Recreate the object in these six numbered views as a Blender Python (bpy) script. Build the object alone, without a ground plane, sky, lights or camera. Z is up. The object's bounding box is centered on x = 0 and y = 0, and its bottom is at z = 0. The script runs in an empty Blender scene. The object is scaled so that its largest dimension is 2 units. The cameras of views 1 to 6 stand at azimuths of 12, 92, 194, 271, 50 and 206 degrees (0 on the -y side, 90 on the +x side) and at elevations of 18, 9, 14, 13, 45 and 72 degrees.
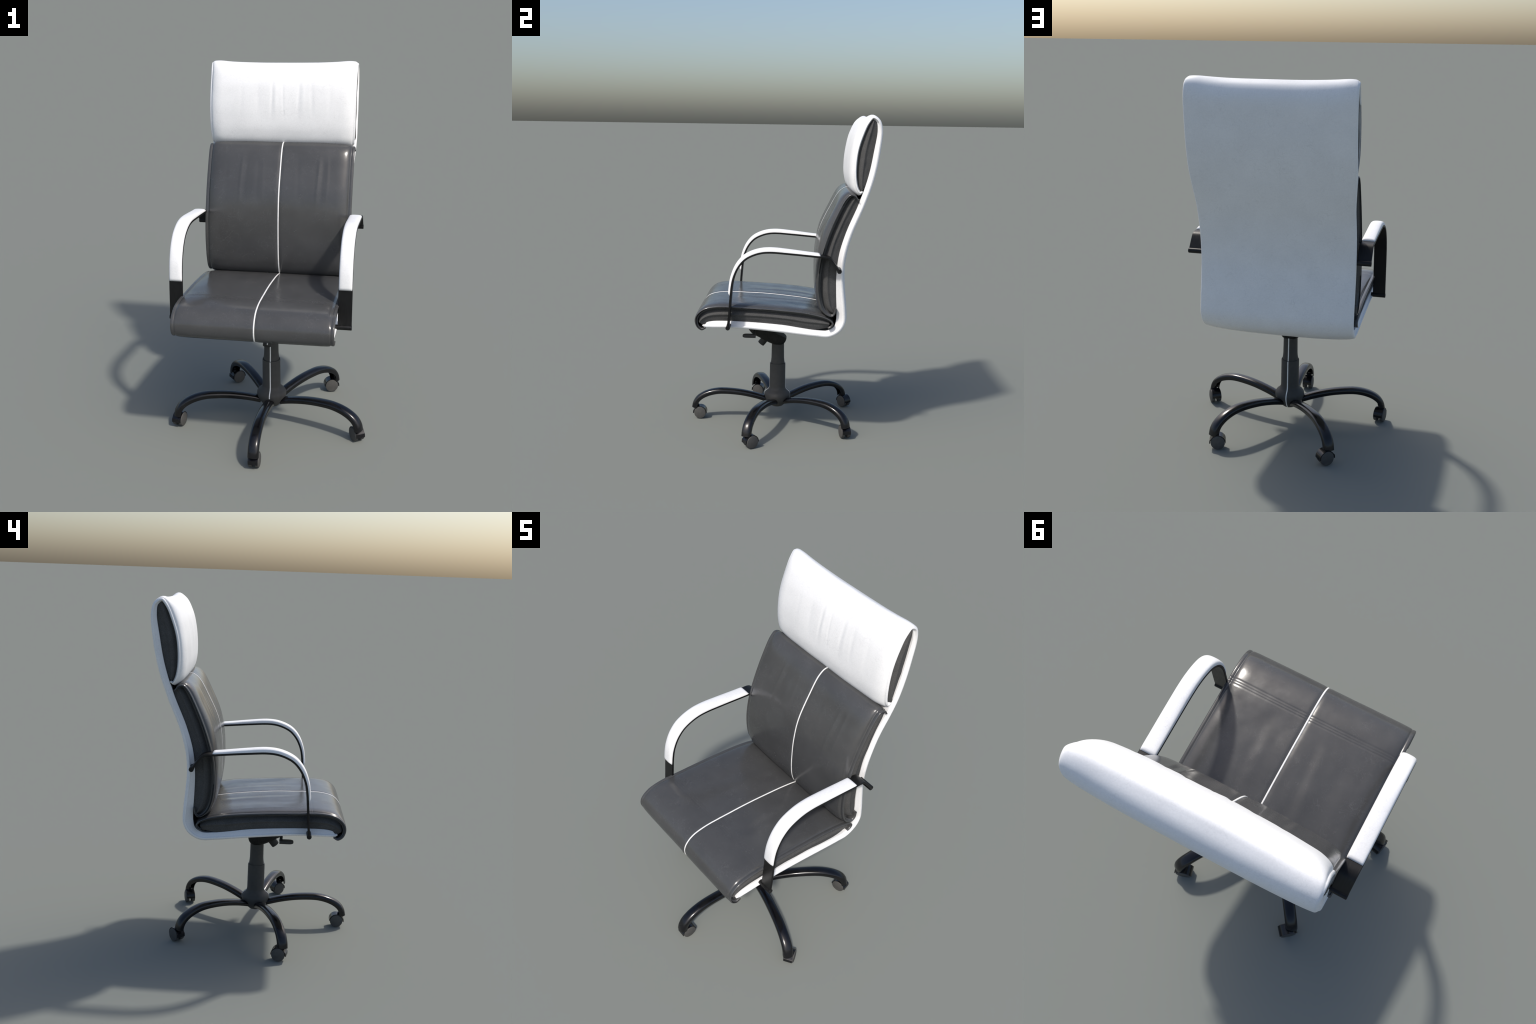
import bpy, bmesh, math, random
from mathutils import Vector, noise

random.seed(7)
SEAM_X = 0.002        # world x of the white centre seam
HUB = Vector((0.0, -0.022, 0.0))

# --------------------------------------------------------------------------
# materials
# --------------------------------------------------------------------------
def new_mat(name):
    m = bpy.data.materials.new(name)
    m.use_nodes = True
    nt = m.node_tree
    return m, nt, nt.nodes["Principled BSDF"]

def coords(nt, scale=(1, 1, 1)):
    tc = nt.nodes.new("ShaderNodeTexCoord")
    mp = nt.nodes.new("ShaderNodeMapping")
    mp.inputs["Scale"].default_value = scale
    nt.links.new(tc.outputs["Object"], mp.inputs["Vector"])
    return mp.outputs["Vector"]

def noise_tex(nt, vec, scale, detail=4, rough=0.6, dist=0.0):
    n = nt.nodes.new("ShaderNodeTexNoise")
    n.inputs["Scale"].default_value = scale
    n.inputs["Detail"].default_value = detail
    n.inputs["Roughness"].default_value = rough
    n.inputs["Distortion"].default_value = dist
    nt.links.new(vec, n.inputs["Vector"])
    return n.outputs["Fac"]

def ramp(nt, fac, stops):
    r = nt.nodes.new("ShaderNodeValToRGB")
    el = r.color_ramp.elements
    el[0].position, el[0].color = stops[0][0], (*stops[0][1], 1)
    el[1].position, el[1].color = stops[-1][0], (*stops[-1][1], 1)
    for p, c in stops[1:-1]:
        e = el.new(p); e.color = (*c, 1)
    nt.links.new(fac, r.inputs["Fac"])
    return r.outputs["Color"]

def mix(nt, a, b, fac, mode="MIX"):
    m = nt.nodes.new("ShaderNodeMix")
    m.data_type = "RGBA"; m.blend_type = mode
    for sock, v in ((m.inputs[6], a), (m.inputs[7], b), (m.inputs[0], fac)):
        if isinstance(v, tuple):
            sock.default_value = (*v, 1)
        elif isinstance(v, float):
            sock.default_value = v
        else:
            nt.links.new(v, sock)
    return m.outputs[2]

def maprange(nt, v, a, b, c, d):
    m = nt.nodes.new("ShaderNodeMapRange")
    for i, x in enumerate((a, b, c, d)):
        m.inputs[i + 1].default_value = x
    nt.links.new(v, m.inputs[0])
    return m.outputs[0]

def math_node(nt, op, a, b):
    m = nt.nodes.new("ShaderNodeMath"); m.operation = op
    for i, v in enumerate((a, b)):
        if isinstance(v, (int, float)):
            m.inputs[i].default_value = v
        else:
            nt.links.new(v, m.inputs[i])
    return m.outputs[0]

def bump(nt, bsdf, height, strength, dist):
    b = nt.nodes.new("ShaderNodeBump")
    b.inputs["Strength"].default_value = strength
    b.inputs["Distance"].default_value = dist
    nt.links.new(height, b.inputs["Height"])
    nt.links.new(b.outputs["Normal"], bsdf.inputs["Normal"])

def hairlines(nt, vec, scale, width, detail=5):
    """thin winding lines: 1 on a line, 0 elsewhere"""
    n = noise_tex(nt, vec, scale, detail, 0.62, 0.6)
    d = math_node(nt, "ABSOLUTE", math_node(nt, "SUBTRACT", n, 0.5), 0.0)
    return maprange(nt, d, 0.0, width, 1.0, 0.0)

def leather(name, dark, mid, vein, vein_amt, rough, spec, bump_amt, sheen_rough=0.07):
    m, nt, b = new_mat(name)
    vec = coords(nt)
    base = ramp(nt, noise_tex(nt, vec, 7.0, 3, 0.5), [(0.25, dark), (0.75, mid)])
    grain = noise_tex(nt, vec, 160, 3, 0.6)
    base = mix(nt, base, ramp(nt, grain, [(0.3, (0.9, 0.9, 0.9)), (0.75, (1.0, 1.0, 1.0))]), 0.8, "MULTIPLY")
    veins = math_node(nt, "MULTIPLY", math_node(nt, "MAXIMUM", hairlines(nt, vec, 13, 0.009, 2), hairlines(nt, vec, 31, 0.016, 2)),
                      maprange(nt, noise_tex(nt, vec, 12, 3, 0.6), 0.42, 0.66, 0.0, 1.0))
    base = mix(nt, base, vein, math_node(nt, "MULTIPLY", veins, vein_amt))
    nt.links.new(base, b.inputs["Base Color"])
    r = maprange(nt, noise_tex(nt, vec, 9, 5, 0.65), 0.3, 0.7, rough - sheen_rough, rough + sheen_rough)
    nt.links.new(r, b.inputs["Roughness"])
    b.inputs["Specular IOR Level"].default_value = spec
    h = math_node(nt, "ADD", math_node(nt, "MULTIPLY", grain, 0.2), noise_tex(nt, vec, 22, 3, 0.5))
    bump(nt, b, h, bump_amt, 0.004)
    return m

def fabric(name, a, c, rough):
    m, nt, b = new_mat(name)
    vec = coords(nt)
    g = noise_tex(nt, vec, 220, 4, 0.75)
    base = ramp(nt, g, [(0.3, a), (0.72, c)])
    blot = ramp(nt, noise_tex(nt, vec, 18, 4, 0.6), [(0.3, (0.78, 0.78, 0.78)), (0.7, (1.0, 1.0, 1.0))])
    nt.links.new(mix(nt, base, blot, 0.8, "MULTIPLY"), b.inputs["Base Color"])
    b.inputs["Roughness"].default_value = rough
    b.inputs["Specular IOR Level"].default_value = 0.25
    bump(nt, b, g, 0.5, 0.002)
    return m

def hard(name, a, c, rough, scale=(1, 1, 1), spec=0.5, freq=40.0):
    m, nt, b = new_mat(name)
    vec = coords(nt, scale)
    g = noise_tex(nt, vec, freq, 2, 0.5)
    nt.links.new(ramp(nt, g, [(0.35, a), (0.7, c)]), b.inputs["Base Color"])
    nt.links.new(maprange(nt, g, 0.3, 0.7, rough - 0.05, rough + 0.06), b.inputs["Roughness"])
    b.inputs["Specular IOR Level"].default_value = spec
    return m

DARK = leather("dark_grey_leather", (0.055, 0.0555, 0.056), (0.070, 0.0705, 0.0715), (0.130, 0.130, 0.134), 0.28, 0.215, 0.5, 0.06)
WHITE = leather("white_leather", (0.84, 0.84, 0.84), (0.90, 0.90, 0.90), (0.66, 0.66, 0.66), 0.50, 0.5, 0.35, 0.12)
SIDE = fabric("dark_side_fabric", (0.056, 0.0555, 0.055), (0.112, 0.111, 0.109), 0.85)
SEAM = hard("white_seam_cord", (0.80, 0.79, 0.77), (0.88, 0.87, 0.85), 0.6)
BAR = hard("black_brushed_bar", (0.002, 0.002, 0.0024), (0.008, 0.008, 0.008), 0.42, (14, 1, 1), 0.35, 30.0)
LEG = hard("black_gloss_enamel", (0.002, 0.002, 0.003), (0.005, 0.005, 0.0065), 0.22, (1, 1, 1), 0.5, 12.0)
GREY = hard("grey_matt_plastic", (0.052, 0.051, 0.049), (0.062, 0.061, 0.058), 0.62, (1, 1, 1), 0.3, 60.0)
MECH = hard("black_ribbed_plastic", (0.004, 0.004, 0.004), (0.014, 0.014, 0.0135), 0.6, (1, 3, 1), 0.3, 60.0)
WHEEL = hard("grey_wheel_plastic", (0.068, 0.066, 0.063), (0.082, 0.080, 0.076), 0.6, (1, 1, 1), 0.3, 60.0)
LEVER = hard("dark_lever_plastic", (0.032, 0.032, 0.031), (0.042, 0.041, 0.040), 0.6, (1, 1, 1), 0.3, 40.0)

# --------------------------------------------------------------------------
# geometry helpers
# --------------------------------------------------------------------------
def make_obj(name, verts, faces, mat, parent, smooth=True, angle=None):
    me = bpy.data.meshes.new(name)
    me.from_pydata([tuple(v) for v in verts], [], faces)
    me.validate(); me.update()
    bm = bmesh.new(); bm.from_mesh(me)
    bmesh.ops.recalc_face_normals(bm, faces=bm.faces)
    bm.to_mesh(me); bm.free()
    me.materials.append(mat)
    ob = bpy.data.objects.new(name, me)
    bpy.context.scene.collection.objects.link(ob)
    ob.parent = parent
    if smooth:
        if angle is None:
            me.shade_smooth()
        else:
            me.shade_smooth()
            me.set_sharp_from_angle(angle=math.radians(angle))
    return ob

def spline(pts, step=0.008):
    """centripetal Catmull-Rom through control tuples, resampled evenly on the first two coordinates"""
    P = [Vector(p) for p in pts]
    span = lambda a, b: max(math.hypot(a[0] - b[0], a[1] - b[1]), 1e-6)
    P = [P[0] * 2 - P[1]] + P + [P[-1] * 2 - P[-2]]
    dense = []
    for i in range(1, len(P) - 2):
        p0, p1, p2, p3 = P[i - 1:i + 3]
        t0 = 0.0
        t1 = t0 + span(p1, p0) ** 0.5
        t2 = t1 + span(p2, p1) ** 0.5
        t3 = t2 + span(p3, p2) ** 0.5
        for k in range(24):
            t = t1 + (t2 - t1) * k / 24
            a1 = p0 * ((t1 - t) / (t1 - t0)) + p1 * ((t - t0) / (t1 - t0))
            a2 = p1 * ((t2 - t) / (t2 - t1)) + p2 * ((t - t1) / (t2 - t1))
            a3 = p2 * ((t3 - t) / (t3 - t2)) + p3 * ((t - t2) / (t3 - t2))
            b1 = a1 * ((t2 - t) / (t2 - t0)) + a2 * ((t - t0) / (t2 - t0))
            b2 = a2 * ((t3 - t) / (t3 - t1)) + a3 * ((t - t1) / (t3 - t1))
            dense.append(b1 * ((t2 - t) / (t2 - t1)) + b2 * ((t - t1) / (t2 - t1)))
    dense.append(P[-2].copy())
    L = [0.0]
    for a, b in zip(dense, dense[1:]):
        L.append(L[-1] + span(a, b))
    n = max(2, int(round(L[-1] / step)))
    out, j = [], 0
    for i in range(n + 1):
        d = L[-1] * i / n
        while j < len(L) - 2 and L[j + 1] < d:
            j += 1
        f = (d - L[j]) / max(L[j + 1] - L[j], 1e-9)
        out.append(dense[j].lerp(dense[j + 1], f))
    return out

def resample(curve, n):
    L = [0.0]
    for a, b in zip(curve, curve[1:]):
        L.append(L[-1] + (b - a).length)
    out, j = [], 0
    for i in range(n):
        d = L[-1] * i / (n - 1)
        while j < len(L) - 2 and L[j + 1] < d:
            j += 1
        f = (d - L[j]) / max(L[j + 1] - L[j], 1e-9)
        out.append(curve[j].lerp(curve[j + 1], f))
    return out

def normals2d(path):
    """left-hand normals of a (y, z) path"""
    N = []
    for i in range(len(path)):
        a = path[max(i - 1, 0)]; b = path[min(i + 1, len(path) - 1)]
        t = Vector((b[0] - a[0], b[1] - a[1])).normalized()
        N.append(Vector((-t[1], t[0])))
    return N

def gauss(x, w):
    return math.exp(-(x / w) ** 2)

def window(v, a, b, soft):
    def s(t):
        t = min(max(t, 0.0), 1.0)
        return t * t * (3 - 2 * t)
    return s((v - a) / soft) * s((b - v) / soft)

def xsamples(W, inner=0.0045):
    """cross-wise stations, denser at the two rounded edges"""
    xs = []
    e = 0.03
    for i in range(14):
        xs.append(-W + e * (1 - math.cos(math.pi / 2 * i / 14)))
    n = int((2 * W - 2 * e) / inner)
    for i in range(n + 1):
        xs.append(-W + e + (2 * W - 2 * e) * i / n)
    for i in range(13, -1, -1):
        xs.append(W - e * (1 - math.cos(math.pi / 2 * i / 14)))
    return xs

class Sheet:
    """A padded skin: a (y, z) path swept across x, swelling outward along the path normal.
    path columns: y, z, crown (parabolic swell), puff (swell that rises right behind the edge),
    thickness, curl (0: stepped rim of the shell, 1: edge curling in under the cover)."""
    def __init__(self, ctrl, W, cx, radius, groove=0.0, detail=None, step=0.008, widen=None, hem=0.022):
        self.path = spline(ctrl, step)
        self.N = normals2d(self.path)
        self.W, self.cx, self.radius, self.groove, self.detail = W, cx, radius, groove, detail
        self.widen, self.hem = widen, hem
        self.xs = xsamples(W)

    def place(self, i, x, n):
        if self.widen:
            x = x * self.widen(i, len(self.path))
        p, nn = self.path[i], self.N[i]
        return Vector((x + self.cx, p[0] + nn[0] * n, p[1] + nn[1] * n))

    def swell(self, i, x):
        p, W, rr = self.path[i], self.W, 0.068
        t = min(abs(x) / W, 1.0)
        hem = self.hem * p[5]                    # flat stitched hem along the edge of a cover
        e = max(0.0, (abs(x) - (W - hem - rr)) / rr)
        return p[2] * (1 - t ** 3) + p[3] * math.sqrt(max(0.0, 1 - min(e, 1.0) ** 2))

    def outer(self, i, x, lift=0.0):
        p, W = self.path[i], self.W
        n = self.swell(i, x)
        r = min(self.radius, p[4] * 0.6)
        over = abs(x) - (W - r)
        if over > 0:
            n -= r - math.sqrt(max(r * r - over * over, 0.0))
        if self.groove:
            n -= self.groove * p[5] * gauss(abs(x) - (W - self.hem * 0.86), 0.0032)
        if self.detail:
            n += self.detail(x + self.cx, p[0], p[1])
        return self.place(i, x, n + lift)

    def rim(self, i):
        """(inset, depth) pairs going inward from the edge"""
        p = self.path[i]
        th, k, r = p[4], p[5], min(self.radius, p[4] * 0.6)
        step = min(0.010 * (1 - k) + 0.024 * k, th)
        lip = r + 0.002 * (1 - k)
        foot = (lip + 0.003) * (1 - k) + th * 0.92 * k
        return ((0.0, lip), (step * 0.75, lip + (foot - lip) * 0.6), (step, foot))

    def build(self, slices, parent):
        """slices: list of (name, material, start fraction, end fraction); borders share vertices and normals"""
        M = len(self.xs)
        rows = len(self.path)
        V = []
        for i in range(rows):
            W = self.W
            rim = self.rim(i)
            V += [self.outer(i, x) for x in self.xs]
            V += [self.place(i, W - a, -d) for a, d in rim]
            f = (W - rim[-1][0]) / W
            V += [self.place(i, x * f, self.swell(i, x) * (1 - (abs(x) / W) ** 6) - self.path[i][4]) for x in reversed(self.xs)]
            V += [self.place(i, -W + a, -d) for a, d in reversed(rim)]
        E = len(rim)
        R = 2 * M + 2 * E
        F = []
        for i in range(rows - 1):
            for k in range(R):
                k2 = (k + 1) % R
                F.append((i * R + k, i * R + k2, (i + 1) * R + k2, (i + 1) * R + k))
        for i in (0, rows - 1):
            o = i * R
            inn = lambda k: o + M + E + (M - 1 - k)
            for k in range(M - 1):
                F.append((o + k, o + k + 1, inn(k + 1), inn(k)))
            F.append(tuple([o + M - 1] + [o + M + e for e in range(E)] + [inn(M - 1)]))
            F.append(tuple([o, inn(0)] + [o + 2 * M + E + e for e in range(E)]))
        me = bpy.data.meshes.new("whole")
        me.from_pydata([tuple(v) for v in V], [], F)
        bm = bmesh.new(); bm.from_mesh(me)
        bmesh.ops.recalc_face_normals(bm, faces=bm.faces)
        bm.to_mesh(me); bm.free()
        norms = [v.normal.copy() for v in me.vertices]
        polys = [tuple(p.vertices) for p in me.polygons]
        bpy.data.meshes.remove(me)
        out = []
        for name, mat, a, b in slices:
            ra, rb = round(a * (rows - 1)), round(b * (rows - 1))
            sel = [p for p in polys if ra <= min(v // R for v in p) and max(v // R for v in p) <= rb
                   and not (ra > 0 and all(v // R == ra for v in p)) and not (rb < rows - 1 and all(v // R == rb for v in p))]
            ids = sorted({v for p in sel for v in p})
            mp = {v: j for j, v in enumerate(ids)}
            m2 = bpy.data.meshes.new(name)
            m2.from_pydata([tuple(V[v]) for v in ids], [], [tuple(mp[v] for v in p) for p in sel])
            m2.update(); m2.shade_smooth()
            m2.normals_split_custom_set_from_vertices([norms[v] for v in ids])
            m2.materials.append(mat)
            ob = bpy.data.objects.new(name, m2)
            bpy.context.scene.collection.objects.link(ob)
            ob.parent = parent
            out.append(ob)
        return out

    def strip(self, name, mat, parent, x, half, lift, a, b):
        """a raised cord along the sheet"""
        rows = range(int(a * (len(self.path) - 1)), int(b * (len(self.path) - 1)) + 1)
        prof = [(-half, -0.002), (-half, lift * 0.4), (-half * 0.5, lift), (half * 0.5, lift), (half, lift * 0.4), (half, -0.002)]
        V, F = [], []
        for i in rows:
            V += [self.outer(i, x - self.cx + px, pl) for px, pl in prof]
        n = len(prof)
        for i in range(len(rows) - 1):
            for k in range(n):
                F.append((i * n + k, i * n + (k + 1) % n, (i + 1) * n + (k + 1) % n, (i + 1) * n + k))
        F.append(tuple(range(n))); F.append(tuple((len(rows) - 1) * n + k for k in range(n)))
        return make_obj(name, V, F, mat, parent)

def ring_loft(rings, cap=True):
    n = len(rings[0]); V = [v for r in rings for v in r]; F = []
    for i in range(len(rings) - 1):
        for k in range(n):
            F.append((i * n + k, i * n + (k + 1) % n, (i + 1) * n + (k + 1) % n, (i + 1) * n + k))
    if cap:
        F.append(tuple(range(n))); F.append(tuple((len(rings) - 1) * n + k for k in range(n)))
    return V, F

def lathe(profile, centre, seg=40, axis=Vector((0, 0, 1)), ref=Vector((1, 0, 0))):
    """profile: (radius, height) list; closed at both ends by zero radius"""
    axis = axis.normalized(); u = (ref - axis * ref.dot(axis)).normalized(); v = axis.cross(u)
    V, F = [], []
    for r, h in profile:
        r = max(r, 1e-4)
        for k in range(seg):
            a = 2 * math.pi * k / seg
            V.append(centre + axis * h + u * (r * math.cos(a)) + v * (r * math.sin(a)))
    for i in range(len(profile) - 1):
        for k in range(seg):
            F.append((i * seg + k, i * seg + (k + 1) % seg, (i + 1) * seg + (k + 1) % seg, (i + 1) * seg + k))
    F.append(tuple(range(seg))); F.append(tuple((len(profile) - 1) * seg + k for k in range(seg)))
    return V, F

def core(name, mat, parent, front, back, W, cx, ridge, n=90):
    """stuffing seen at the open sides of a cushion: strips running lengthwise with ridges.
    ridge: list of (t, x) from the cover (t=0) to the shell (t=1)"""
    F = resample(front, n); B = resample(back, n)
    rs = spline([(t, x, 0) for t, x in ridge], 0.03)
    rings = []
    for i in range(n):
        f, b = F[i], B[i]
        endf = min(i, n - 1 - i) / (n - 1)
        k = min(1.0, endf / 0.04)
        ring = []
        for p in rs:
            wob = 0.0022 * noise.noise(Vector((p[0] * 3, i * 0.11, W * 10 + len(name))))
            q = f.lerp(b, min(max(p[0], 0), 1))
            ring.append(Vector((W + (p[1] + wob) - (1 - k) * 0.004 + cx, q[0], q[1])))
        for p in reversed(rs):
            wob = 0.0022 * noise.noise(Vector((p[0] * 3, i * 0.11, W * 10 + 5 + len(name))))
            q = f.lerp(b, min(max(p[0], 0), 1))
            ring.append(Vector((-W - (p[1] + wob) + (1 - k) * 0.004 + cx, q[0], q[1])))
        rings.append(ring)
    V, Fa = ring_loft(rings)
    return make_obj(name, V, Fa, mat, parent, True, 40)

# --------------------------------------------------------------------------
# the chair
# --------------------------------------------------------------------------
chair = bpy.data.objects.new("office_chair", None)
bpy.context.scene.collection.objects.link(chair)
chair["label"] = "high-back swivel office chair in dark grey and white leather"
chair["category"] = "office chair"

# ---- white shell running from the seat front under the seat, up the back and over the headrest
# columns: y, z, crown, puff, thickness, curl
SHELL = [
    (-0.474, 0.722, 0.000, 0.000, 0.006, 0), (-0.462, 0.711, 0.000, 0.001, 0.024, 0), (-0.420, 0.709, 0.002, 0.002, 0.039, 0), (-0.310, 0.710, 0.004, 0.003, 0.042, 0),
    (-0.200, 0.708, 0.006, 0.003, 0.041, 0), (0.010, 0.690, 0.009, 0.003, 0.045, 0), (0.126, 0.678, 0.012, 0.004, 0.041, 0), (0.215, 0.670, 0.015, 0.005, 0.038, 0),
    (0.298, 0.668, 0.018, 0.006, 0.041, 0), (0.361, 0.704, 0.016, 0.006, 0.047, 0), (0.390, 0.757, 0.013, 0.005, 0.055, 0), (0.389, 0.830, 0.013, 0.005, 0.051, 0),
    (0.377, 0.945, 0.014, 0.005, 0.044, 0), (0.370, 1.050, 0.016, 0.005, 0.038, 0), (0.381, 1.166, 0.017, 0.005, 0.037, 0), (0.415, 1.290, 0.013, 0.005, 0.036, 0),
    (0.487, 1.470, 0.007, 0.004, 0.036, 0), (0.539, 1.636, 0.006, 0.004, 0.036, 0), (0.566, 1.784, 0.008, 0.004, 0.035, 0), (0.576, 1.910, 0.006, 0.004, 0.028, 0),
    (0.560, 1.968, -0.012, 0.007, 0.022, 0.3), (0.519, 1.991, -0.020, 0.0165, 0.018, 0.7), (0.489, 1.957, 0.006, 0.024, 0.015, 1), (0.456, 1.880, 0.016, 0.027, 0.014, 1),
    (0.431, 1.795, 0.019, 0.021, 0.014, 1), (0.421, 1.700, 0.018, 0.021, 0.014, 1), (0.424, 1.620, 0.017, 0.022, 0.014, 1), (0.437, 1.565, 0.011, 0.022, 0.014, 1),
    (0.457, 1.537, 0.005, 0.012, 0.012, 1), (0.476, 1.547, 0.000, 0.000, 0.010, 1)]

HEAD_CREASE = [(-0.237, 0.8, .014), (-0.133, 0.9, .014), (-0.065, 1.6, .009), (-0.045, -0.9, .012), (0.004, 1.0, .006),
               (0.085, 1.4, .010), (0.107, -0.8, .012), (0.165, 1.3, .012), (0.255, 0.8, .014)]
def shell_detail(wx, y, z):
    d = 0.0
    if y < 0.50 and z > 1.55:                       # headrest front: soft vertical creases
        wz = window(z, 1.66, 1.93, 0.12)
        for cx, a, w in HEAD_CREASE:
            d -= 0.0012 * a * gauss(wx - cx - 0.006 * math.sin(z * 9 + cx * 40), w) * wz
        d += 0.0014 * noise.noise(Vector((wx * 9, z * 5, 1.3)))
    d += 0.0010 * noise.noise(Vector((wx * 6, y * 6, z * 6)))
    return d

def shell_widen(i, n):
    t = i / (n - 1)
    return 1.0 + 0.035 * window(t, 0.55, 9.0, 0.10) - 0.010 * window(t, 0.80, 9.0, 0.05) - 0.014 * window(t, 0.94, 9.0, 0.06)

shell = Sheet(SHELL, 0.4115, -0.0120, 0.010, 0.0010, shell_detail, widen=shell_widen, hem=0.012)
shell.N = [-v for v in shell.N]
# fraction of the path where the headrest cover begins (highest point of the path)
top_i = max(range(len(shell.path)), key=lambda i: shell.path[i][1])
tf = top_i / (len(shell.path) - 1)
shell.build([("back_shell", WHITE, 0.0, tf), ("headrest_cover", WHITE, tf, 1.0)], chair)

# ---- back cushion
BACK = [
    (0.335, 0.853, 0.000, 0.000, 0.008, 1), (0.330, 0.815, 0.000, 0.000, 0.010, 1), (0.312, 0.797, 0.000, 0.003, 0.012, 1), (0.285, 0.802, 0.003, 0.009, 0.016, 1),
    (0.252, 0.832, 0.005, 0.013, 0.019, 1), (0.231, 0.885, 0.006, 0.013, 0.019, 1), (0.220, 0.960, 0.006, 0.012, 0.019, 1), (0.220, 1.045, 0.007, 0.013, 0.019, 1),
    (0.234, 1.150, 0.012, 0.018, 0.019, 1), (0.268, 1.272, 0.017, 0.024, 0.019, 1), (0.321, 1.407, 0.013, 0.021, 0.019, 1), (0.374, 1.510, 0.008, 0.020, 0.019, 1),
    (0.404, 1.536, 0.006, 0.013, 0.016, 1), (0.436, 1.526, 0.003, 0.005, 0.012, 1), (0.450, 1.503, 0.000, 0.000, 0.008, 1)]
BACK_CREASE = [(-0.31, 0.5, .012), (-0.22, -1.2, .009), (-0.195, 0.8, .012), (-0.13, 0.6, .012), (-0.095, -0.5, .010),
               (0.105, 0.6, .012), (0.22, -1.2, .009), (0.243, 0.8, .010), (0.268, -0.8, .009)]
def back_detail(wx, y, z):
    d = 0.0
    wz = window(z, 1.20, 1.50, 0.09)
    for cx, a, w in BACK_CREASE:
        d -= 0.0012 * a * gauss(wx - cx - 0.005 * math.sin(z * 9 + cx * 30), w) * wz
    d += 0.0020 * noise.noise(Vector((wx * 5, z * 4, 4.7))) + 0.0005 * noise.noise(Vector((wx * 16, z * 9, 8.1)))
    d -= 0.0025 * gauss(wx - SEAM_X, 0.012)          # the cover dips where the centre seam pulls it in
    return d
back = Sheet(BACK, 0.4220, -0.0085, 0.006, 0.0020, back_detail)
back.build([("back_cushion", DARK, 0, 1)], chair)
back.strip("centre_seam", SEAM, chair, SEAM_X, 0.0037, 0.0016, 0.10, 0.95)

# ---- seat cushion
SEAT = [
    (0.290, 0.722, 0.000, 0.000, 0.008, 1), (0.311, 0.731, 0.000, 0.000, 0.010, 1), (0.322, 0.752, 0.000, 0.000, 0.010, 1), (0.308, 0.774, 0.002, 0.003, 0.014, 1),
    (0.265, 0.795, 0.003, 0.006, 0.018, 1), (0.170, 0.8155, 0.003, 0.008, 0.020, 1), (-0.024, 0.834, 0.0045, 0.009, 0.020, 1), (-0.220, 0.843, 0.0045, 0.010, 0.020, 1),
    (-0.392, 0.845, 0.003, 0.009, 0.020, 1), (-0.467, 0.827, 0.002, 0.007, 0.020, 1), (-0.510, 0.789, 0.000, 0.003, 0.020, 1), (-0.519, 0.751, 0.000, 0.002, 0.018, 1),
    (-0.505, 0.712, 0.001, 0.004, 0.014, 1), (-0.475, 0.6935, 0.001, 0.004, 0.012, 1), (-0.450, 0.706, 0.000, 0.000, 0.008, 1)]
def seat_detail(wx, y, z):
    d = 0.0
    if z > 0.80:
        for yy in (-0.306, -0.318, -0.330):          # stitched band across the front third
            d -= 0.0011 * gauss(y - yy - 0.004 * math.cos(wx * 3.2), 0.0030)
        wy = window(y, -0.28, 0.26, 0.14)
        for cx, a, w in ((-0.25, 1.6, .05), (-0.13, -1.2, .03), (-0.09, 1.4, .03), (0.10, -1.0, .03), (0.14, 1.3, .035), (0.26, 1.3, .05)):
            d -= 0.001 * a * gauss(wx - cx - 0.02 * math.sin(y * 5 + cx * 20), w) * wy
    d += 0.0016 * noise.noise(Vector((wx * 5, y * 4, 2.2))) + 0.0004 * noise.noise(Vector((wx * 17, y * 12, 6.1)))
    d -= 0.0022 * gauss(wx - SEAM_X, 0.012)
    return d
seat = Sheet(SEAT, 0.4210, -0.0135, 0.006, 0.0020, seat_detail, step=0.004)
seat.N = [-v for v in seat.N] if seat.N[len(seat.N) // 2][1] < 0 else seat.N
seat.build([("seat_cushion", DARK, 0, 1)], chair)
seat.strip("centre_seam", SEAM, chair, SEAM_X, 0.0037, 0.0016, 0.07, 0.955)

# ---- stuffing visible at the sides of the three cushions
def trimmed(sheet, a, b, inset):
    n = len(sheet.path)
    out = []
    for i in range(int(a * (n - 1)), int(b * (n - 1)) + 1):
        p, nn = sheet.path[i], sheet.N[i]
        k = min(inset, p[4] * 0.85)
        out.append(Vector((p[0] - nn[0] * k, p[1] - nn[1] * k)))
    return out
RIDGE = [(0.0, -0.033), (0.09, -0.034), (0.13, -0.031), (0.24, -0.020), (0.40, -0.0100), (0.44, -0.0090), (0.47, -0.0105), (0.56, -0.0160), (0.75, -0.020), (1.0, -0.026)]
V2 = lambda L: spline([(a, b, 0) for a, b in L], 0.01)
core("seat_side_panel", SIDE, chair, trimmed(seat, 0.07, 0.90, 0.017),
     V2([(0.292, 0.722), (0.165, 0.709), (0.04, 0.731), (-0.12, 0.744), (-0.30, 0.748), (-0.43, 0.742), (-0.474, 0.722)]), 0.4210, -0.0135, RIDGE)
core("back_side_panel", SIDE, chair, trimmed(back, 0.06, 0.95, 0.017),
     V2([(0.341, 0.830), (0.342, 0.88), (0.337, 0.99), (0.339, 1.10), (0.357, 1.22), (0.395, 1.33), (0.452, 1.46), (0.466, 1.50)]), 0.4200, -0.0100, RIDGE)
hfront = [Vector((shell.path[i][0] - shell.N[i][0] * 0.012, shell.path[i][1] - shell.N[i][1] * 0.012)) for i in range(len(shell.path) - 4, top_i + 2, -1)]
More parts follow.
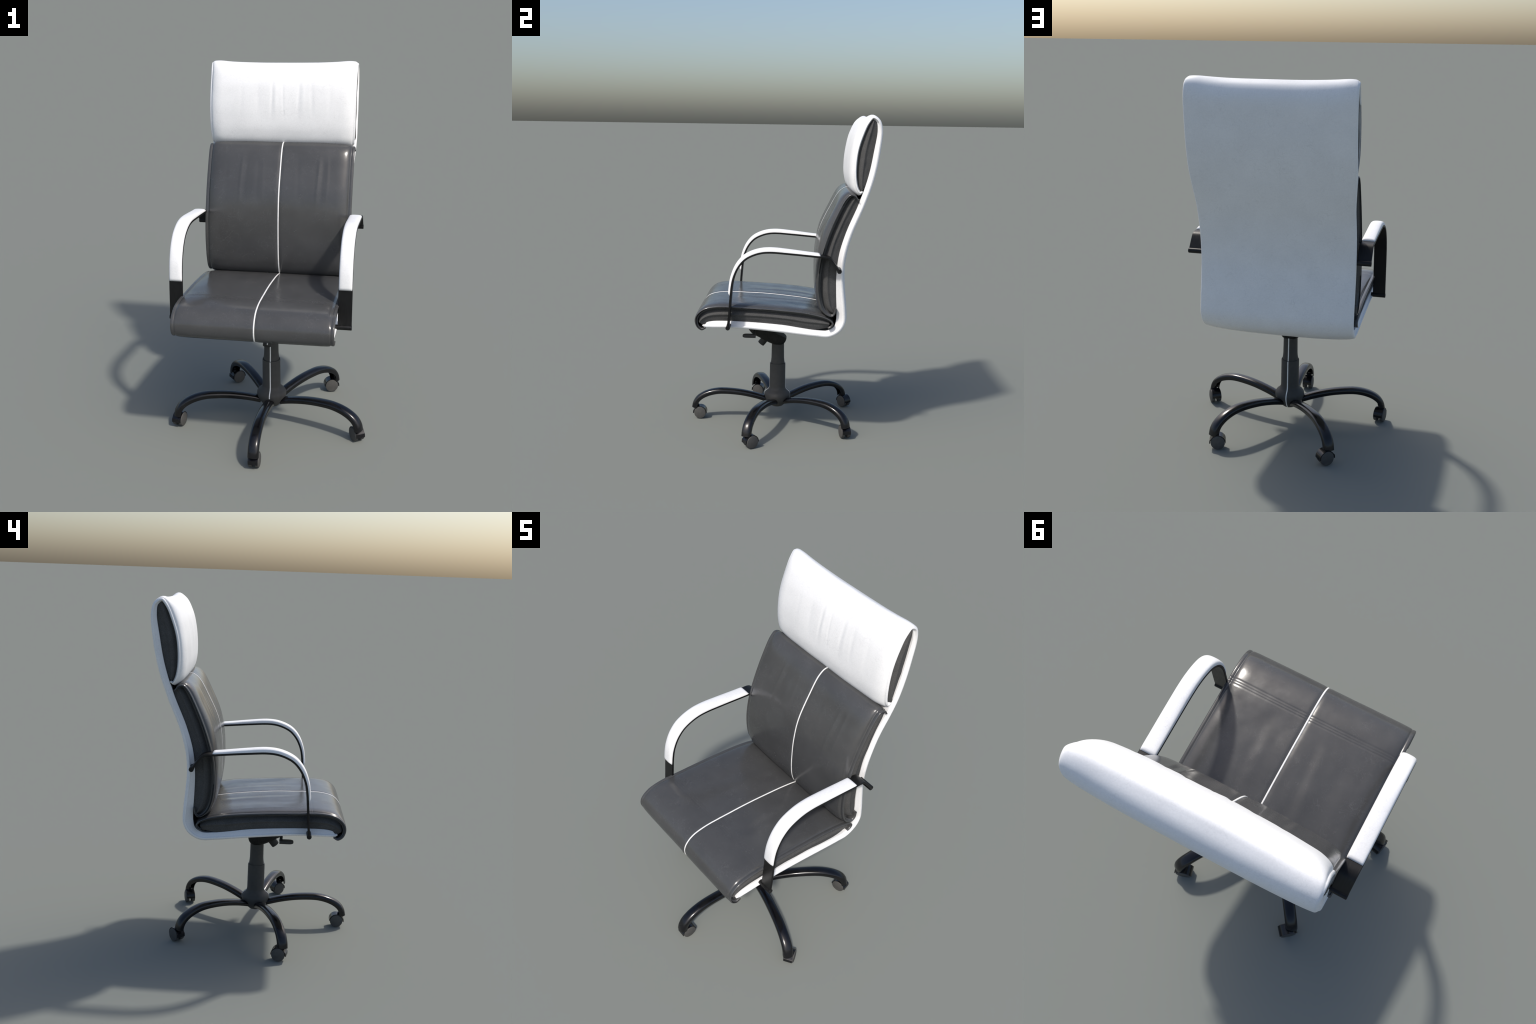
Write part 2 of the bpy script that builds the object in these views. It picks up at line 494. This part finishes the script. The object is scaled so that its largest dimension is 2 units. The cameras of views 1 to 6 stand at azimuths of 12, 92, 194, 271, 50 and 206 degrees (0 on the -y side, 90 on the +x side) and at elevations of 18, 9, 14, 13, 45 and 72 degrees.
core("headrest_side_panel", SIDE, chair, hfront,
     V2([(0.490, 1.580), (0.521, 1.70), (0.548, 1.87), (0.554, 1.935), (0.545, 1.965)]), 0.4300, -0.0110, RIDGE)

# ---- armrests
ARM = [(-0.311, 0.728), (-0.3045, 0.795), (-0.2975, 0.896), (-0.289, 0.985), (-0.278, 1.036), (-0.251, 1.097), (-0.213, 1.1425), (-0.175, 1.166), (-0.123, 1.184),
       (-0.068, 1.190), (0.057, 1.183), (0.228, 1.169), (0.266, 1.1665), (0.286, 1.160), (0.300, 1.146), (0.338, 1.096), (0.346, 1.085)]
def bar_sweep(path, x0, x1, th_out, th_in, round_=0.002):
    """flat strip with rounded long edges; thickness measured along the path normal"""
    N = normals2d(path)
    rings = []
    for i, p in enumerate(path):
        o, n_ = (th_out(i) if callable(th_out) else th_out), (th_in(i) if callable(th_in) else th_in)
        pts = [(x0, n_ + round_), (x0, o - round_), (x0 + round_, o), (x1 - round_, o), (x1, o - round_), (x1, n_ + round_), (x1 - round_, n_), (x0 + round_, n_)]
        rings.append([Vector((x, p[0] + N[i][0] * k, p[1] + N[i][1] * k)) for x, k in pts])
    return ring_loft(rings)

arm_path = spline([(a, b, 0) for a, b in ARM], 0.008)
pad_path = [p for p in arm_path]
i0 = min(range(len(arm_path)), key=lambda i: abs(arm_path[i][1] - 0.930) + (0 if arm_path[i][0] < -0.2 else 9))
i1 = min(range(len(arm_path)), key=lambda i: abs(arm_path[i][0] - 0.229))
pad_path = arm_path[i0:i1 + 1]

def pad_mesh(x0, x1):
    """domed upholstered pad lying on the outer face of the bar"""
    N = normals2d(pad_path)
    m = len(pad_path); L = 0.008 * (m - 1)
    W = (x1 - x0) / 2; xc = (x0 + x1) / 2
    rings = []
    for i, p in enumerate(pad_path):
        d = min(i, m - 1 - i) * 0.008
        mid = 0.0120 + 0.0080 * window(i / (m - 1), 0.0, 1.0, 0.42)
        endr = min(1.0, math.sqrt(max(0.0, 1 - (1 - min(d / 0.016, 1)) ** 2)) * 0.75 + 0.25)
        nar = 1.0 - 0.05 * (1 - endr)
        ring = []
        for k in range(21):
            t = -1 + 2 * k / 20
            e = max(0.0, 1 - abs(t) ** 4) ** 0.5
            h = mid * endr * (0.30 + 0.56 * e + 0.14 * (1 - t * t))
            if k in (0, 20):
                h *= 0.55
            ring.append((xc + t * W * nar, 0.0062 + h))
        ring += [(xc + W * nar, 0.0045), (xc - W * nar, 0.0045)]
        rings.append([Vector((x, p[0] + N[i][0] * n_, p[1] + N[i][1] * n_)) for x, n_ in ring])
    return ring_loft(rings)

for sx in (1, -1):
    arm = bpy.data.objects.new("armrest", None)
    bpy.context.scene.collection.objects.link(arm); arm.parent = chair
    xa, xb = (0.4025, 0.4750) if sx > 0 else (-0.4960, -0.4235)
    V, F = bar_sweep(arm_path, xa, xb, 0.0060, -0.0060)
    make_obj("arm_bar", V, F, BAR, arm, True, 35)
    V, F = pad_mesh(xa + 0.0015, xb - 0.0015)
    make_obj("arm_pad", V, F, WHITE, arm, True, 60)
    for (y, z) in (ARM[0], ARM[-1]):
        inn = 0.022
        c0 = xa - inn if sx > 0 else xa
        Ln = (xb - xa) + inn
        V, F = lathe([(0.0, 0.0), (0.011, 0.0), (0.0135, 0.002), (0.0135, Ln - 0.001), (0.012, Ln + 0.0008), (0.006, Ln + 0.0008), (0.005, Ln - 0.001), (0.0, Ln - 0.001)] if sx > 0 else
                     [(0.0, 0.001), (0.005, 0.001), (0.006, -0.0008), (0.012, -0.0008), (0.0135, 0.001), (0.0135, Ln - 0.002), (0.011, Ln), (0.0, Ln)],
                     Vector((c0, y, z)), 24, Vector((1, 0, 0)), Vector((0, 1, 0)))
        make_obj("arm_mounting_pin", V, F, BAR, arm, True, 35)

# ---- tilt mechanism under the seat
POD = [(-0.214, 0.606, 0.012, 0.640), (-0.188, 0.580, 0.030, 0.640), (-0.141, 0.558, 0.045, 0.632), (-0.095, 0.534, 0.052, 0.618), (-0.060, 0.520, 0.056, 0.606),
       (-0.028, 0.511, 0.057, 0.594), (-0.004, 0.513, 0.055, 0.584), (0.016, 0.522, 0.048, 0.574), (0.028, 0.538, 0.038, 0.566), (0.033, 0.553, 0.022, 0.560)]
rings = []
for y, zb, w, zt in spline([p for p in POD], 0.008):
    ring = []
    for k in range(13):
        a = math.pi * k / 12
        ring.append(Vector((w * -math.copysign(abs(math.cos(a)) ** 0.6, math.cos(a)), y, zt - (zt - zb) * math.sin(a) ** 0.55)))
    rings.append(ring)
V, F = ring_loft(rings)
mech = make_obj("tilt_mechanism", V, F, MECH, chair, True, 40)
bm = bmesh.new()
bmesh.ops.create_cube(bm, size=1.0)
for v in bm.verts:
    v.co = Vector((v.co.x * (0.17 if v.co.z > 0 else 0.09), -0.105 + v.co.y * (0.24 if v.co.z > 0 else 0.16), 0.6465 + v.co.z * 0.075))
me = bpy.data.meshes.new("seat_mounting_plate"); bm.to_mesh(me); bm.free(); me.materials.append(MECH)
plate = bpy.data.objects.new("seat_mounting_plate", me); bpy.context.scene.collection.objects.link(plate); plate.parent = mech

# tension knob, leaning forward and down
ax = Vector((0, -0.62, -0.78)).normalized()
V, F = lathe([(0.0, 0.0), (0.024, 0.0), (0.024, 0.040), (0.0225, 0.0435), (0.0, 0.045)], Vector((-0.003, -0.108, 0.548)), 28, ax)
make_obj("tension_knob", V, F, LEVER, mech, True, 35)
ortho = Vector((0, ax.z, -ax.y))
if ortho.y > 0:
    ortho = -ortho
kc = Vector((SEAM_X, -0.108, 0.548))
V, F = ring_loft([[kc + ax * h + ortho * r + Vector((px, 0, 0)) for px, r in ((-0.0028, 0.020), (-0.0028, 0.0249), (0.0028, 0.0249), (0.0028, 0.020))] for h in (0.010, 0.043)])
make_obj("knob_seam", V, F, SEAM, mech, False)
# two paddle levers on bent rods, one under each side of the seat
for lx in (0.325, -0.345):
    sg = 1 if lx > 0 else -1
    rings = []
    for p in spline([(-0.2310, 0.005, 0), (-0.2275, 0.0085, 0), (-0.214, 0.0108, 0), (-0.151, 0.0112, 0)], 0.005):
        w = 0.018 if p[0] > -0.218 else 0.018 - (-0.218 - p[0]) * 0.6
        rings.append([Vector((lx + w * math.copysign(abs(math.cos(a)) ** 0.5, math.cos(a)), p[0], 0.6475 + p[1] * math.copysign(abs(math.sin(a)) ** 0.5, math.sin(a))))
                      for a in [2 * math.pi * k / 24 for k in range(24)]])
    V, F = ring_loft(rings)
    lev = make_obj("paddle_lever", V, F, LEVER, mech, True, 40)
    path = [(lx, -0.158, 0.650), (lx, -0.160, 0.664), (lx - sg * 0.006, -0.161, 0.672), (lx - sg * 0.016, -0.161, 0.6745), (sg * 0.040, -0.150, 0.6740)]
    cu = bpy.data.curves.new("lever_rod", "CURVE"); cu.dimensions = "3D"; cu.bevel_depth = 0.0085; cu.bevel_resolution = 4
    sp = cu.splines.new("POLY"); sp.points.add(len(path) - 1)
    for pt, co in zip(sp.points, path):
        pt.co = (*co, 1)
    tmp = bpy.data.objects.new("lever_rod_curve", cu)
    me = bpy.data.meshes.new_from_object(tmp)
    bpy.data.objects.remove(tmp); bpy.data.curves.remove(cu)
    me.materials.clear(); me.materials.append(MECH); me.shade_smooth()
    rod = bpy.data.objects.new("lever_rod", me); bpy.context.scene.collection.objects.link(rod); rod.parent = mech

# ---- gas lift column and hub
COL = [(0.0, 0.380), (0.0445, 0.380), (0.0445, 0.398), (0.0425, 0.412), (0.0412, 0.430), (0.0400, 0.515), (0.0395, 0.545), (0.0, 0.545)]
V, F = lathe(COL, HUB, 48)
make_obj("gas_lift_column", V, F, GREY, chair, True, 40)
HUBP = [(0.0, 0.099), (0.034, 0.099), (0.041, 0.104), (0.060, 0.122), (0.074, 0.142), (0.082, 0.160), (0.0845, 0.174), (0.083, 0.187), (0.075, 0.199), (0.063, 0.208),
        (0.0555, 0.217), (0.0525, 0.226), (0.0515, 0.236), (0.0508, 0.384), (0.0498, 0.3885), (0.0465, 0.3885), (0.0455, 0.384), (0.0, 0.384)]
V, F = lathe(HUBP, HUB, 48)
make_obj("base_hub", V, F, GREY, chair, True, 40)

# white line running down the front and the rear of column, hub and mechanism
def stripe(points, nrm, half=0.0030):
    rings = []
    for (y, z), d in zip(points, nrm):
        rings.append([Vector((SEAM_X + px, y + d[0] * o, z + d[1] * o)) for px, o in ((-half, -0.002), (-half, 0.0008), (half, 0.0008), (half, -0.002))])
    return ring_loft(rings)
prof = [(0.0396, 0.540), (0.0400, 0.515), (0.0412, 0.430), (0.0425, 0.412), (0.0445, 0.398), (0.0445, 0.3890), (0.0508, 0.3855), (0.0515, 0.236), (0.0525, 0.226), (0.0555, 0.217), (0.063, 0.208),
        (0.075, 0.199), (0.083, 0.187), (0.0845, 0.174)]
for sgn, tail in ((-1, []), (1, [(0.082, 0.160), (0.074, 0.142), (0.060, 0.122), (0.041, 0.104)])):
    pts = [(HUB.y + sgn * r, z) for r, z in prof + tail]
    nn = normals2d([Vector(p) for p in pts])
    nn = [n if n[0] * sgn > 0 else -n for n in nn]
    V, F = stripe(pts, nn)
    make_obj("column_seam", V, F, SEAM, chair, False)

# ---- five legs with twin-wheel casters
LEGP = [(0.060, 0.157), (0.095, 0.168), (0.143, 0.181), (0.230, 0.198), (0.320, 0.206), (0.390, 0.205), (0.452, 0.192), (0.502, 0.170), (0.537, 0.142), (0.557, 0.109), (0.565, 0.076)]
lp = spline([(a, b, 0) for a, b in LEGP], 0.010)
LN = normals2d(lp)
def leg_section(half, h, t):
    """inverted trough, rounded back, open below"""
    out = []
    for k in range(15):
        a = math.pi * k / 14
        out.append((-half * math.copysign(abs(math.cos(a)) ** 0.75, math.cos(a)), -h * 0.62 + h * 0.62 * math.sin(a) ** 0.8))
    out = [(-half * 0.93, -h)] + out + [(half * 0.93, -h)]
    inn = [(x * (1 - t / half), max(z - t, -h)) for x, z in out]
    inn[0] = (inn[0][0], -h); inn[-1] = (inn[-1][0], -h)
    return out + inn[::-1]
rings = []
for i, p in enumerate(lp):
    f = i / (len(lp) - 1)
    half = 0.0275 + 0.003 * f
    h = 0.031 + 0.005 * f
    rings.append([Vector((x, -(p[0] + LN[i][0] * n_), p[1] + LN[i][1] * n_)) for x, n_ in leg_section(half, h, 0.0045)])
V, F = ring_loft(rings, cap=False)
ns = len(rings[0])
for base in (0, (len(rings) - 1) * ns):
    for k in range(ns // 2 - 1):
        F.append((base + k, base + k + 1, base + ns - 2 - k, base + ns - 1 - k))
leg0 = make_obj("base_leg", V, F, LEG, chair, True, 45)
leg0.location = HUB
legs = [leg0]
for k in range(1, 5):
    o = leg0.copy(); bpy.context.scene.collection.objects.link(o); o.parent = chair
    o.rotation_euler = (0, 0, math.radians(72 * k)); legs.append(o)

WR = 0.039
def box_profile(points, x0, x1):
    n = len(points)
    V = [Vector((x0, a, b)) for a, b in points] + [Vector((x1, a, b)) for a, b in points]
    F = [tuple(range(n)), tuple(range(n, 2 * n))] + [(k, (k + 1) % n, n + (k + 1) % n, n + k) for k in range(n)]
    return V, F
# caster in its own frame: axle along x, swivel stem towards -y of the axle, wheel centre at the origin
hood_out, hood_in = [], []
for k in range(19):
    a = math.radians(-4 + 188 * k / 18)
    hood_out.append((0.0435 * math.cos(a), 0.0435 * math.sin(a)))
    hood_in.append((0.0405 * math.cos(a), 0.0405 * math.sin(a)))
# squared-off skirt on the stem side
hood_out[-1] = (-0.0465, -0.006); hood_out[-2] = (-0.0465, 0.004); hood_out[-3] = (-0.0450, 0.015)
hoodV, hoodF = box_profile(hood_out + hood_in[::-1], -0.0260, 0.0260)
web = [(0.034 * math.cos(math.radians(a)), 0.034 * math.sin(math.radians(a))) for a in range(-10, 200, 15)]
webV, webF = box_profile(web, -0.0055, 0.0055)
stemV, stemF = lathe([(0.0, 0.036), (0.017, 0.036), (0.017, 0.050), (0.012, 0.053), (0.012, 0.062), (0.0, 0.062)], Vector((0, -0.024, 0)), 20)
def joined(parts):
    V, F = [], []
    for v, f in parts:
        o = len(V); V += v; F += [tuple(i + o for i in q) for q in f]
    return V, F
bodyV, bodyF = joined([(hoodV, hoodF), (webV, webF), (stemV, stemF)])
def wheel(sign):
    h0, h1 = 0.0075, 0.0300
    prof = [(0.0, h0), (0.034, h0), (WR, h0 + 0.003), (WR, h1 - 0.004), (WR - 0.0015, h1 - 0.0012), (WR - 0.005, h1), (0.0, h1)]
    return lathe(prof, Vector((0, 0, 0)), 26, Vector((sign, 0, 0)), Vector((0, 1, 0)))
CASTERS = [((-0.001, -0.5315), (0.0, 1.0)), ((0.505, -0.165), (-0.55, 0.83)), ((0.2965, 0.413), (-0.96, -0.28)), ((-0.3045, 0.4325), (0.76, 0.65)), ((-0.513, -0.170), (0.20, 0.98))]
body_mesh = None
for (cx, cy), (tx, ty) in CASTERS:
    c = bpy.data.objects.new("caster", None)
    bpy.context.scene.collection.objects.link(c); c.parent = chair
    c.location = (cx, cy, WR)
    c.rotation_euler = (0, 0, math.atan2(-tx, ty))
    if body_mesh is None:
        o = make_obj("caster_hood", bodyV, bodyF, LEG, c, True, 35); body_mesh = o.data
        wm = []
        for s in (1, -1):
            V, F = wheel(s); w = make_obj("caster_wheel", V, F, WHEEL, c, True, 35); wm.append(w.data)
    else:
        for nm, md in (("caster_hood", body_mesh), ("caster_wheel", wm[0]), ("caster_wheel", wm[1])):
            o = bpy.data.objects.new(nm, md); bpy.context.scene.collection.objects.link(o); o.parent = c
